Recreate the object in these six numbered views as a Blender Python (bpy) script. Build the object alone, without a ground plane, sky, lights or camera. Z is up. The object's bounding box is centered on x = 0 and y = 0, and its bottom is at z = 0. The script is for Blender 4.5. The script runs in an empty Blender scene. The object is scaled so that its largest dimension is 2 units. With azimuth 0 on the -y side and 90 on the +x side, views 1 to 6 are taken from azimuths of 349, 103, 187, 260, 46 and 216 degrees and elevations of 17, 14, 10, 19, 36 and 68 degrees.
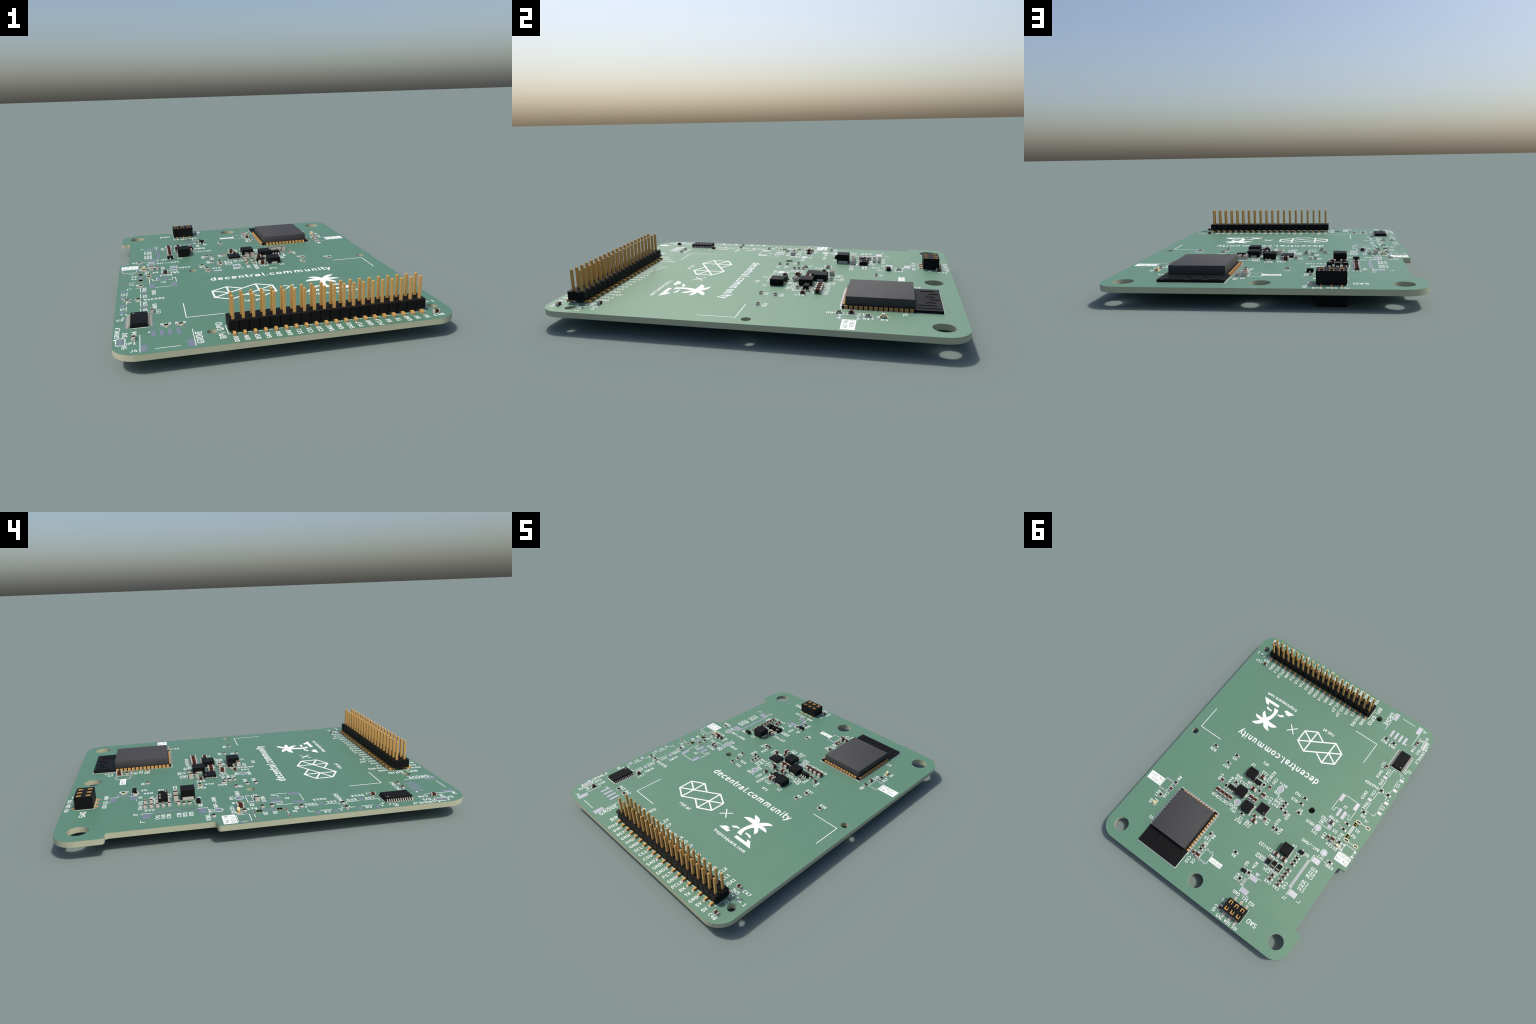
"""A bare-connector expansion circuit board with a 40 pin header, built part by part.

All sizes below are millimetres of the real board (85 x 110 mm); MM turns them into
scene metres.  The board's top face lies at TOP, its underside rests on the socket
that hangs below it.
"""
import bpy, bmesh, math, random
from mathutils import Vector, Matrix

random.seed(7)
MM = 1.0 / 55.0
TOP = 5.36            # height of the board's top face, mm
THICK = 1.6           # board thickness
PAD_H = 0.05          # how far solder pads stand proud
INK_H = 0.02          # how far printed ink stands proud

# ------------------------------------------------------------------ materials


def material(name, colour, rough=0.5, metal=0.0, spec=0.5, grain=0.04, scale=60.0, bump=0.0):
    m = bpy.data.materials.new(name)
    m.use_nodes = True
    nt = m.node_tree
    b = nt.nodes["Principled BSDF"]
    tc = nt.nodes.new("ShaderNodeTexCoord")
    noise = nt.nodes.new("ShaderNodeTexNoise")
    noise.inputs["Scale"].default_value = scale
    noise.inputs["Detail"].default_value = 4.0
    nt.links.new(tc.outputs["Object"], noise.inputs["Vector"])
    ramp = nt.nodes.new("ShaderNodeValToRGB")
    lo, hi = 1 - grain, 1 + grain
    ramp.color_ramp.elements[0].position = 0.3
    ramp.color_ramp.elements[1].position = 0.7
    ramp.color_ramp.elements[0].color = tuple(min(1, c * lo) for c in colour) + (1,)
    ramp.color_ramp.elements[1].color = tuple(min(1, c * hi) for c in colour) + (1,)
    nt.links.new(noise.outputs["Fac"], ramp.inputs["Fac"])
    nt.links.new(ramp.outputs["Color"], b.inputs["Base Color"])
    b.inputs["Roughness"].default_value = rough
    b.inputs["Metallic"].default_value = metal
    b.inputs["Specular IOR Level"].default_value = spec
    if bump:
        bn = nt.nodes.new("ShaderNodeBump")
        bn.inputs["Strength"].default_value = bump
        bn.inputs["Distance"].default_value = 0.001
        nt.links.new(noise.outputs["Fac"], bn.inputs["Height"])
        nt.links.new(bn.outputs["Normal"], b.inputs["Normal"])
    return m


MASK = material("green_solder_mask", (0.079, 0.187, 0.126), 0.48, 0, 0.55, 0.03, 9)
CORE = material("fibreglass", (0.40, 0.408, 0.280), 0.65, 0, 0.3, 0.03, 90)
INK = material("white_ink", (0.80, 0.80, 0.80), 0.6, 0, 0.1, 0.01)
PAD = material("tinned_pad", (0.60, 0.595, 0.61), 0.38, 0.92, 0.5, 0.02)
COPPER = material("bare_copper_edge", (0.75, 0.62, 0.13), 0.35, 1.0, 0.5, 0.02)
BLACK = material("black_plastic", (0.0050, 0.0050, 0.0053), 0.55, 0, 0.12, 0.05, 120)
EPOXY = material("black_epoxy", (0.0050, 0.0050, 0.0053), 0.55, 0, 0.12, 0.05, 120)
HOLE = material("dark_recess", (0.002, 0.002, 0.002), 0.9, 0, 0.0, 0.01)
GOLD = material("gold_plating", (0.51, 0.293, 0.088), 0.45, 0.0, 0.25, 0.03)
STEEL = material("lead_metal", (0.435, 0.415, 0.355), 0.5, 0.0, 0.3, 0.02)
SHIELD = material("shield_can", (0.039, 0.0385, 0.040), 0.75, 0, 0.45, 0.03, 40)
BROWN = material("capacitor_ceramic", (0.058, 0.0185, 0.0105), 0.55, 0, 0.1, 0.05)
CREAM = material("resistor_ceramic", (0.60, 0.58, 0.42), 0.55, 0, 0.4, 0.02)
GLAZE = material("resistor_glaze", (0.002, 0.002, 0.002), 0.6, 0, 0.05, 0.02)
GREY = material("ferrite_grey", (0.020, 0.020, 0.022), 0.5, 0, 0.4, 0.03)
LENS = material("led_resin", (0.66, 0.62, 0.42), 0.35, 0, 0.5, 0.01)
MARK = material("marking_beige", (0.26, 0.22, 0.16), 0.6, 0, 0.3, 0.02)



def copper_pour(m, limit_y, share=0.06):
    """Let a warm copper plane glint through the lacquer, up to the aerial's clear zone."""
    nt = m.node_tree
    lacquer, out = nt.nodes["Principled BSDF"], nt.nodes["Material Output"]
    metal = nt.nodes.new("ShaderNodeBsdfPrincipled")
    metal.inputs["Base Color"].default_value = (0.38, 0.47, 0.24, 1)
    metal.inputs["Metallic"].default_value = 1.0
    metal.inputs["Roughness"].default_value = 0.48
    tc = nt.nodes["Texture Coordinate"]
    sep = nt.nodes.new("ShaderNodeSeparateXYZ")
    less = nt.nodes.new("ShaderNodeMath")
    less.operation = 'LESS_THAN'
    less.inputs[1].default_value = limit_y * MM
    scale = nt.nodes.new("ShaderNodeMath")
    scale.operation = 'MULTIPLY_ADD'
    scale.inputs[1].default_value = share * 0.3
    scale.inputs[2].default_value = share
    mix = nt.nodes.new("ShaderNodeMixShader")
    nt.links.new(tc.outputs["Object"], sep.inputs[0])
    nt.links.new(sep.outputs["Y"], less.inputs[0])
    nt.links.new(less.outputs[0], scale.inputs[0])
    nt.links.new(scale.outputs[0], mix.inputs[0])
    nt.links.new(lacquer.outputs[0], mix.inputs[1])
    nt.links.new(metal.outputs[0], mix.inputs[2])
    nt.links.new(mix.outputs[0], out.inputs["Surface"])


copper_pour(MASK, 42.4)

# ------------------------------------------------------------- mesh helpers


def finish(bm, mat, name, smooth_deg=0):
    me = bpy.data.meshes.new(name)
    bmesh.ops.recalc_face_normals(bm, faces=bm.faces)
    bm.to_mesh(me)
    bm.free()
    me.materials.append(mat)
    if smooth_deg:
        me.shade_smooth()
        me.set_sharp_from_angle(angle=math.radians(smooth_deg))
    return me


def add_box(bm, x0, x1, y0, y1, z0, z1, chamfer=0.0, top_inset=0.0, segs=1):
    """A box in mm; top_inset tapers it, chamfer rounds its edges."""
    t = top_inset
    pts = [(x0, y0, z0), (x1, y0, z0), (x1, y1, z0), (x0, y1, z0),
           (x0 + t, y0 + t, z1), (x1 - t, y0 + t, z1), (x1 - t, y1 - t, z1), (x0 + t, y1 - t, z1)]
    v = [bm.verts.new(Vector(p) * MM) for p in pts]
    fs = [bm.faces.new([v[i] for i in q]) for q in
          ((3, 2, 1, 0), (4, 5, 6, 7), (0, 1, 5, 4), (1, 2, 6, 5), (2, 3, 7, 6), (3, 0, 4, 7))]
    if chamfer:
        es = list({e for f in fs for e in f.edges})
        bmesh.ops.bevel(bm, geom=es, offset=chamfer * MM, segments=segs, affect='EDGES', profile=0.5)


def box_mesh(name, mat, w, d, z0, z1, chamfer=0.0, top_inset=0.0, segs=1):
    bm = bmesh.new()
    add_box(bm, -w / 2, w / 2, -d / 2, d / 2, z0, z1, chamfer, top_inset, segs)
    return finish(bm, mat, name, 30 if segs > 1 else 0)


def boxes_mesh(name, mat, boxes, chamfer=0.0):
    bm = bmesh.new()
    for b in boxes:
        add_box(bm, *b, chamfer=chamfer)
    return finish(bm, mat, name)


def add_prism(bm, outline, z0, z1, chamfer=0.0):
    """Straight-sided solid over a plan outline (mm)."""
    lo = [bm.verts.new(Vector((x, y, z0)) * MM) for x, y in outline]
    hi = [bm.verts.new(Vector((x, y, z1)) * MM) for x, y in outline]
    n = len(outline)
    bm.faces.new(lo[::-1])
    f = bm.faces.new(hi)
    for i in range(n):
        bm.faces.new((lo[i], lo[(i + 1) % n], hi[(i + 1) % n], hi[i]))
    if chamfer:
        bmesh.ops.bevel(bm, geom=list(f.edges), offset=chamfer * MM, segments=1, affect='EDGES', profile=0.5)


def prism_mesh(name, mat, outline, z0, z1, chamfer=0.0, smooth=0):
    bm = bmesh.new()
    add_prism(bm, outline, z0, z1, chamfer)
    return finish(bm, mat, name, smooth)


def strip_mesh(name, mat, profile, width):
    """Sheet lead: a side profile of (y, z) points swept across its width in x."""
    bm = bmesh.new()
    a = [bm.verts.new(Vector((-width / 2, y, z)) * MM) for y, z in profile]
    b = [bm.verts.new(Vector((width / 2, y, z)) * MM) for y, z in profile]
    n = len(profile)
    bm.faces.new(a)
    bm.faces.new(b[::-1])
    for i in range(n):
        bm.faces.new((a[i], b[i], b[(i + 1) % n], a[(i + 1) % n]))
    return finish(bm, mat, name)


def arc(cx, cy, r, a0, a1, n):
    return [(cx + r * math.cos(math.radians(a0 + (a1 - a0) * i / n)),
             cy + r * math.sin(math.radians(a0 + (a1 - a0) * i / n))) for i in range(n + 1)]


def circle(cx, cy, r, n=40):
    return arc(cx, cy, r, 0, 360 - 360 / n, n - 1)


def stadium(cx, cy, length, width, n=10):
    """Oblong with round ends, long side along x."""
    h, r = (length - width) / 2, width / 2
    return arc(cx + h, cy, r, -90, 90, n) + arc(cx - h, cy, r, 90, 270, n)


def rounded_path(corners, n=10):
    """Plan outline from (x, y, radius) corners, each corner filleted."""
    out, k = [], len(corners)
    for i, (x, y, r) in enumerate(corners):
        p, a, b = Vector((x, y)), Vector(corners[i - 1][:2]), Vector(corners[(i + 1) % k][:2])
        if not r:
            out.append((x, y))
            continue
        u, w = (a - p).normalized(), (b - p).normalized()
        half = math.acos(max(-1, min(1, u.dot(w)))) / 2
        t = r / math.tan(half)
        c = p + (u + w).normalized() * (r / math.sin(half))
        s, e = p + u * t - c, p + w * t - c
        a0, a1 = math.atan2(s.y, s.x), math.atan2(e.y, e.x)
        d = (a1 - a0 + math.pi) % (2 * math.pi) - math.pi
        steps = max(3, int(n * abs(d) / (math.pi / 2) * min(1.5, 0.6 + r / 4)))
        out += [(c.x + r * math.cos(a0 + d * j / steps), c.y + r * math.sin(a0 + d * j / steps)) for j in range(steps + 1)]
    return out


def sheet_mesh(name, mat, outline, holes, z0, z1):
    """Flat sheet with through holes, z in mm, made from a filled 2D curve."""
    cu = bpy.data.curves.new(name, 'CURVE')
    cu.dimensions = '2D'
    cu.fill_mode = 'BOTH'
    cu.extrude = (z1 - z0) / 2 * MM
    for ring in [outline] + holes:
        sp = cu.splines.new('POLY')
        sp.points.add(len(ring) - 1)
        for p, (x, y) in zip(sp.points, ring):
            p.co = (x * MM, y * MM, 0, 1)
        sp.use_cyclic_u = True
    tmp = bpy.data.objects.new(name, cu)
    bpy.context.scene.collection.objects.link(tmp)
    dg = bpy.context.evaluated_depsgraph_get()
    me = bpy.data.meshes.new_from_object(tmp.evaluated_get(dg))
    bpy.data.objects.remove(tmp)
    bpy.data.curves.remove(cu)
    me.name = name
    me.transform(Matrix.Translation((0, 0, (z0 + z1) / 2 * MM)))
    me.materials.clear()
    me.materials.append(mat)
    me.shade_smooth()
    me.set_sharp_from_angle(angle=math.radians(35))
    return me


# ------------------------------------------------------------- object helpers

root = bpy.data.objects.new("circuit_board", None)
bpy.context.scene.collection.objects.link(root)
root.empty_display_size = 0.1
root["label"] = "green circuit board with gold pin header and small chips"
root["category"] = "circuit board"


def put(name, mesh, x=0.0, y=0.0, z=TOP, turn=0, parent=None):
    """Place an object; x, y, z in mm of the board, relative to the parent if one is given."""
    o = bpy.data.objects.new(name, mesh)
    bpy.context.scene.collection.objects.link(o)
    o.parent = parent or root
    o.location = (x * MM, y * MM, z * MM)
    o.rotation_euler = (0, 0, math.radians(turn))
    return o


def stuff(o):
    o["kind"] = "stuff"
    return o


_pads = {}


def pad(x, y, w, d, parent=None, turn=0, rnd=0.12):
    """Solder pad, w along x and d along y."""
    key = (round(w, 2), round(d, 2))
    if key not in _pads:
        r = min(rnd, w / 2.2, d / 2.2)
        ol = rounded_path([(-w / 2, -d / 2, r), (w / 2, -d / 2, r), (w / 2, d / 2, r), (-w / 2, d / 2, r)], 4)
        _pads[key] = prism_mesh("solder_pad", PAD, ol, 0, PAD_H)
    z = TOP if parent is None else 0
    return put("solder_pad", _pads[key], x, y, z, turn, parent)


def pad_row(boxes, parent=None):
    bm = bmesh.new()
    for x, y, w, d in boxes:
        add_box(bm, x - w / 2, x + w / 2, y - d / 2, y + d / 2, 0, PAD_H)
    return stuff(put("pad_row", finish(bm, PAD, "pad_row"), 0, 0, TOP if parent is None else 0, 0, parent))


# ------------------------------------------------------------------ the board

W, L = 42.5, 55.0
OUTLINE = rounded_path([
    (-W, -L, 6), (W, -L, 6), (W, L, 6), (-W, L, 6),
    (-W, 42.2, 0.9), (-39.5, 42.2, 0.9), (-39.5, 14.15, 0.9), (-W, 14.15, 0.9)], 16)
MOUNTS = [(36.5, 49.05, 2.73), (0.0, 49.05, 2.73), (-36.5, 49.05, 2.73)]
SMALL = [(39.05, -47.15, 1.28), (-18.95, -47.15, 1.28), (39.05, 1.82, 1.28), (-18.95, 1.82, 1.28)]
SLOTS = [(-36.22, -4.80, 1.7, 0.6), (-40.38, -4.82, 1.4, 0.6), (-36.22, 3.84, 1.7, 0.6), (-40.38, 3.84, 1.4, 0.6)]
PEGS = [(-36.67, -3.35, 0.33), (-36.67, 2.42, 0.33)]
HOLES = [circle(*m, 56) for m in MOUNTS] + [circle(*s, 36) for s in SMALL] + [circle(*p, 16) for p in PEGS] + [stadium(*s) for s in SLOTS]

put("board_core", sheet_mesh("board_core", CORE, OUTLINE, HOLES, -THICK + 0.03, -0.03))
put("solder_mask", sheet_mesh("solder_mask", MASK, OUTLINE, HOLES, -0.03, 0.0))
put("solder_mask", sheet_mesh("solder_mask", MASK, OUTLINE, HOLES, -THICK, -THICK + 0.03))

# ------------------------------------------------- stroke lettering of the legend
# Each letter is drawn as pen strokes on a 21 unit cap height: advance, strokes.
BOWL = [(14, 1), (12, 0), (8, 0), (6, 1), (5, 2), (4, 4), (4, 10), (5, 12), (6, 13), (8, 14), (12, 14), (14, 13)]
RING = [(9, 21), (13, 21), (15, 20), (17, 18), (18, 14), (18, 7), (17, 3), (15, 1), (13, 0), (9, 0), (7, 1), (5, 3), (4, 7), (4, 14), (5, 18), (7, 20), (9, 21)]
PEE = [(5, 0), (5, 21), (13, 21), (15, 20), (16, 19), (17, 17), (17, 14), (16, 12), (15, 11), (13, 10), (5, 10)]
SIX = [(14, 21), (10, 21), (8, 20), (7, 19), (5, 16), (4, 12), (4, 4), (5, 2), (6, 1), (8, 0), (12, 0), (14, 1), (15, 2), (16, 4), (16, 9), (15, 11), (14, 12), (12, 13), (8, 13), (6, 12), (5, 11), (4, 9)]
HUMP = [(5, 12), (6, 13), (8, 14), (11, 14), (13, 13), (14, 11), (14, 0)]
GLYPH = {
    "0": (20, [[(9, 21), (11, 21), (13, 20), (14, 19), (15, 17), (16, 13), (16, 8), (15, 4), (14, 2), (13, 1), (11, 0), (9, 0), (7, 1), (6, 2), (5, 4), (4, 8), (4, 13), (5, 17), (6, 19), (7, 20), (9, 21)]]),
    "1": (20, [[(16, 0), (4, 0)], [(10, 0), (10, 21), (8, 18), (6, 16), (4, 15)]]),
    "2": (20, [[(4, 19), (5, 20), (7, 21), (12, 21), (14, 20), (15, 19), (16, 17), (16, 15), (15, 12), (3, 0), (16, 0)]]),
    "3": (20, [[(3, 21), (16, 21), (9, 13), (12, 13), (14, 12), (15, 11), (16, 9), (16, 4), (15, 2), (14, 1), (12, 0), (6, 0), (4, 1), (3, 2)]]),
    "4": (20, [[(14, 14), (14, 0)], [(9, 22), (4, 7), (17, 7)]]),
    "5": (20, [[(15, 21), (5, 21), (4, 11), (5, 12), (7, 13), (12, 13), (14, 12), (15, 11), (16, 9), (16, 4), (15, 2), (14, 1), (12, 0), (7, 0), (5, 1), (4, 2)]]),
    "6": (20, [SIX]),
    "7": (20, [[(3, 21), (17, 21), (8, 0)]]),
    "8": (20, [[(8, 12), (6, 13), (5, 14), (4, 16), (4, 17), (5, 19), (6, 20), (8, 21), (12, 21), (14, 20), (15, 19), (16, 17), (16, 16), (15, 14), (14, 13), (12, 12), (8, 12), (6, 11), (5, 10), (4, 8), (4, 4), (5, 2), (6, 1), (8, 0), (12, 0), (14, 1), (15, 2), (16, 4), (16, 8), (15, 10), (14, 11), (12, 12)]]),
    "9": (20, [[(20 - x, 21 - y) for x, y in SIX]]),
    "A": (18, [[(4, 6), (14, 6)], [(2, 0), (9, 21), (16, 0)]]),
    "B": (21, [[(12, 11), (15, 10), (16, 9), (17, 7), (17, 4), (16, 2), (15, 1), (13, 0), (5, 0), (5, 21), (12, 21), (14, 20), (15, 19), (16, 17), (16, 15), (15, 13), (14, 12), (12, 11), (5, 11)]]),
    "C": (21, [[(17, 2), (16, 1), (13, 0), (11, 0), (8, 1), (6, 3), (5, 5), (4, 9), (4, 12), (5, 16), (6, 18), (8, 20), (11, 21), (13, 21), (16, 20), (17, 19)]]),
    "D": (21, [[(5, 0), (5, 21), (10, 21), (13, 20), (15, 18), (16, 16), (17, 12), (17, 9), (16, 5), (15, 3), (13, 1), (10, 0), (5, 0)]]),
    "E": (19, [[(5, 11), (12, 11)], [(15, 0), (5, 0), (5, 21), (15, 21)]]),
    "F": (18, [[(5, 11), (12, 11)], [(5, 0), (5, 21), (15, 21)]]),
    "G": (21, [[(16, 20), (14, 21), (11, 21), (8, 20), (6, 18), (5, 16), (4, 12), (4, 9), (5, 5), (6, 3), (8, 1), (11, 0), (13, 0), (16, 1), (17, 2), (17, 9), (13, 9)]]),
    "H": (22, [[(5, 0), (5, 21)], [(5, 11), (17, 11)], [(17, 0), (17, 21)]]),
    "I": (10, [[(5, 0), (5, 21)]]),
    "J": (16, [[(11, 21), (11, 6), (10, 3), (8, 1), (5, 0), (3, 0)]]),
    "K": (21, [[(5, 0), (5, 21)], [(17, 0), (8, 12)], [(17, 21), (5, 9)]]),
    "L": (17, [[(15, 0), (5, 0), (5, 21)]]),
    "M": (24, [[(5, 0), (5, 21), (12, 6), (19, 21), (19, 0)]]),
    "N": (22, [[(5, 0), (5, 21), (17, 0), (17, 21)]]),
    "O": (22, [RING]),
    "P": (21, [PEE]),
    "Q": (22, [RING, [(19, -2), (17, -1), (12, 4)]]),
    "R": (21, [[(17, 0), (10, 10)], PEE]),
    "S": (20, [[(4, 1), (7, 0), (12, 0), (14, 1), (15, 2), (16, 4), (16, 6), (15, 8), (14, 9), (12, 10), (8, 11), (6, 12), (5, 13), (4, 15), (4, 17), (5, 19), (6, 20), (8, 21), (13, 21), (16, 20)]]),
    "T": (16, [[(2, 21), (14, 21)], [(8, 0), (8, 21)]]),
    "U": (22, [[(5, 21), (5, 4), (6, 2), (7, 1), (9, 0), (13, 0), (15, 1), (16, 2), (17, 4), (17, 21)]]),
    "V": (18, [[(2, 21), (9, 0), (16, 21)]]),
    "W": (24, [[(3, 21), (8, 0), (12, 15), (16, 0), (21, 21)]]),
    "X": (20, [[(3, 21), (17, 0)], [(17, 21), (3, 0)]]),
    "Y": (18, [[(9, 10), (9, 0)], [(2, 21), (9, 10), (16, 21)]]),
    "-": (26, [[(5, 8), (21, 8)]]),
    "+": (26, [[(5, 8), (21, 8)], [(13, 0), (13, 16)]]),
    "/": (22, [[(20, 22), (2, -5)]]),
    "_": (16, [[(0, -2), (16, -2)]]),
    ".": (10, [[(5, 0), (5, 1)]]),
    " ": (16, []),
    "a": (19, [[(14, 0), (14, 11), (13, 13), (11, 14), (7, 14), (5, 13)], [(14, 1), (12, 0), (7, 0), (5, 1), (4, 3), (4, 5), (5, 7), (7, 8), (12, 8), (14, 9)]]),
    "c": (18, [BOWL]),
    "d": (19, [[(14, 0), (14, 21)], BOWL]),
    "e": (18, [[(13, 1), (11, 0), (7, 0), (5, 1), (4, 3), (4, 11), (5, 13), (7, 14), (11, 14), (13, 13), (14, 11), (14, 9), (4, 7)]]),
    "i": (10, [[(5, 0), (5, 14)], [(5, 20), (5, 21)]]),
    "l": (11, [[(9, 0), (7, 1), (6, 3), (6, 21)]]),
    "m": (30, [[(5, 0), (5, 14)], HUMP, [(14, 11), (15, 13), (17, 14), (20, 14), (22, 13), (23, 11), (23, 0)]]),
    "n": (19, [[(5, 14), (5, 0)], HUMP]),
    "o": (19, [[(8, 0), (6, 1), (5, 2), (4, 4), (4, 10), (5, 12), (6, 13), (8, 14), (11, 14), (13, 13), (14, 12), (15, 10), (15, 4), (14, 2), (13, 1), (11, 0), (8, 0)]]),
    "p": (19, [[(5, 14), (5, -7)], [(19 - x, y) for x, y in BOWL]]),
    "q": (19, [[(14, 14), (14, -7)], BOWL]),
    "r": (13, [[(5, 0), (5, 14)], [(5, 10), (6, 12), (7, 13), (9, 14), (11, 14)]]),
    "s": (17, [[(4, 1), (6, 0), (10, 0), (12, 1), (13, 3), (13, 4), (12, 6), (10, 7), (7, 7), (5, 8), (4, 10), (4, 11), (5, 13), (7, 14), (10, 14), (12, 13)]]),
    "t": (12, [[(2, 14), (10, 14)], [(5, 21), (5, 3), (6, 1), (8, 0), (10, 0)]]),
    "u": (19, [[(14, 14), (14, 0)], [(5, 14), (5, 3), (6, 1), (8, 0), (11, 0), (13, 1), (14, 2)]]),
    "y": (16, [[(3, 14), (8, 0)], [(13, 14), (8, 0), (6, -5), (5, -6), (3, -7)]]),
}


class Ink:
    """Collects round-ended pen strokes into one thin raised mesh."""

    def __init__(self, base=0.0, lift=INK_H):
        self.v, self.f, self.n, self.base, self.lift = [], [], 0, base, lift

    def pen(self, p, q, width, cap=4):
        (x0, y0), (x1, y1) = p, q
        a = math.atan2(y1 - y0, x1 - x0)
        r = width / 2
        ring = [(x1 + r * math.cos(a - math.pi / 2 + math.pi * i / cap), y1 + r * math.sin(a - math.pi / 2 + math.pi * i / cap)) for i in range(cap + 1)]
        ring += [(x0 + r * math.cos(a + math.pi / 2 + math.pi * i / cap), y0 + r * math.sin(a + math.pi / 2 + math.pi * i / cap)) for i in range(cap + 1)]
        self.shape(ring)

    def shape(self, ring):
        # neighbouring strokes overlap, so each lies a hair higher or lower than the last
        z1 = self.base + self.lift + 0.0015 * (self.n % 9)
        self.n += 1
        k, n = len(self.v), len(ring)
        self.v += [(x * MM, y * MM, z1 * MM) for x, y in ring] + [(x * MM, y * MM, self.base * MM) for x, y in ring]
        self.f.append(tuple(range(k, k + n)))
        self.f += [(k + n + i, k + n + (i + 1) % n, k + (i + 1) % n, k + i) for i in range(n)]

    def line(self, pts, width=0.15):
        for p, q in zip(pts, pts[1:]):
            self.pen(p, q, width)

    def mesh(self, name, mat=INK):
        me = bpy.data.meshes.new(name)
        me.from_pydata(self.v, [], self.f)
        me.materials.append(mat)
        return me


def lettering(text, size, width, stretch=1.0, base=0.0, lift=INK_H):
    """Mesh of a line of text, centred on its inked box, reading along +x."""
    u, x, strokes = size / 21.0, 0.0, []
    for ch in text:
        adv, ss = GLYPH[ch]
        strokes += [[((x + a) * u * stretch, b * u) for a, b in s] for s in ss]
        x += adv
    xs = [p[0] for s in strokes for p in s]
    cx = (min(xs) + max(xs)) / 2
    ink = Ink(base, lift)
    for s in strokes:
        ink.line([(a - cx, b - size / 2) for a, b in s], width)
    return ink


_labels = {}


def label(text, x, y, turn=0, size=1.0, width=None, stretch=1.0, mat=INK, base=0.0):
    width = width or size * 0.16
    key = (text, size, width, stretch, mat.name, base)
    if key not in _labels:
        _labels[key] = lettering(text, size, width, stretch, base).mesh("printed_label", mat)
    return put("printed_label", _labels[key], x, y, TOP, turn)


# part designators: text, x, y, reading direction
FLAT = [
    ("J4", -37.45, -52.80), ("JP1", -38.22, -48.73), ("R42", -26.00, -39.59), ("R43", -29.68, -39.53), ("U2", -41.05, -33.89),
    ("R40", -33.53, -20.85), ("R39", -30.51, -20.76), ("R9", -36.21, -7.81), ("J1", -38.36, -6.74), ("R1", -37.64, -1.55),
    ("R2", -37.65, 1.04), ("D3", -30.88, 3.48), ("D7", -28.64, -0.30), ("D8", -26.59, -0.32), ("FB2", -24.73, 1.51),
    ("TP1", -24.63, 8.32), ("VBUS", -21.32, 6.21), ("C14", -31.95, 9.21), ("D1", -34.51, 9.16), ("BAT-/GND", -26.38, 13.35),
    ("TP7", -32.11, 14.97), ("R38", -36.93, 16.03), ("J2", -28.89, -6.85), ("Q1", -27.53, 17.41), ("L4", -21.77, 17.31),
    ("C23", -11.64, 23.80), ("C34", -14.79, 23.75), ("C24", -18.60, 30.70), ("C43", -21.55, 33.79), ("C44", -25.15, 33.80),
    ("J6", -17.15, 33.99), ("J7", -29.85, 34.90), ("R35", -32.87, 20.25), ("R33", -32.90, 21.88), ("C38", -32.87, 23.44),
    ("C39", -32.88, 26.16), ("C40", -32.88, 27.68), ("C41", -32.88, 29.15), ("R4", -5.39, 33.39), ("GND", -14.72, 43.75),
    ("SCL", -18.43, 43.72), ("IO2", -21.57, 43.74), ("IO1", -21.62, 53.93), ("SDA", -18.42, 53.93), ("3V3", -14.93, 53.97),
    ("J5", -12.89, 48.54), ("C15", 6.37, 34.33), ("R5", 5.70, 35.92), ("U1", 29.27, 40.37), ("R36", 27.90, 3.94),
    ("R3", 18.37, 2.12), ("R37", 19.15, 6.70), ("BT1", 6.89, -3.38), ("L2", 10.59, 0.04), ("C12", 4.68, 0.11),
    ("BAT+", -4.03, -0.14), ("TP6", -4.07, 3.94), ("R11", -6.35, 5.37), ("R46", -6.27, 6.87), ("R47", -6.28, 8.40),
    ("L3", 9.92, 8.42), ("C13", 7.37, 8.50), ("U8", 7.08, 6.94), ("U5", 12.24, 8.51), ("R45", 12.04, 7.16),
    ("C8", 15.59, 18.80), ("C9", 13.50, 18.80), ("C7", 11.48, 18.80), ("C6", 9.55, 18.80), ("VSYS", 6.48, 18.34),
    ("TP2", 5.48, 19.72), ("L1", 1.37, 20.57), ("R12", 1.39, 21.92), ("C35", -2.45, 19.97), ("C11", -2.22, 21.34),
    ("U6", -4.85, 15.90), ("R19", -11.10, 2.23), ("TH2", -11.01, -0.47), ("R7", -15.50, 4.30),
    ("Pin 1", 39.28, -43.79), ("C48", 37.61, -52.71), ("C47", 38.18, -40.51), ("3V3", 35.31, -42.38),
]
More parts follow.
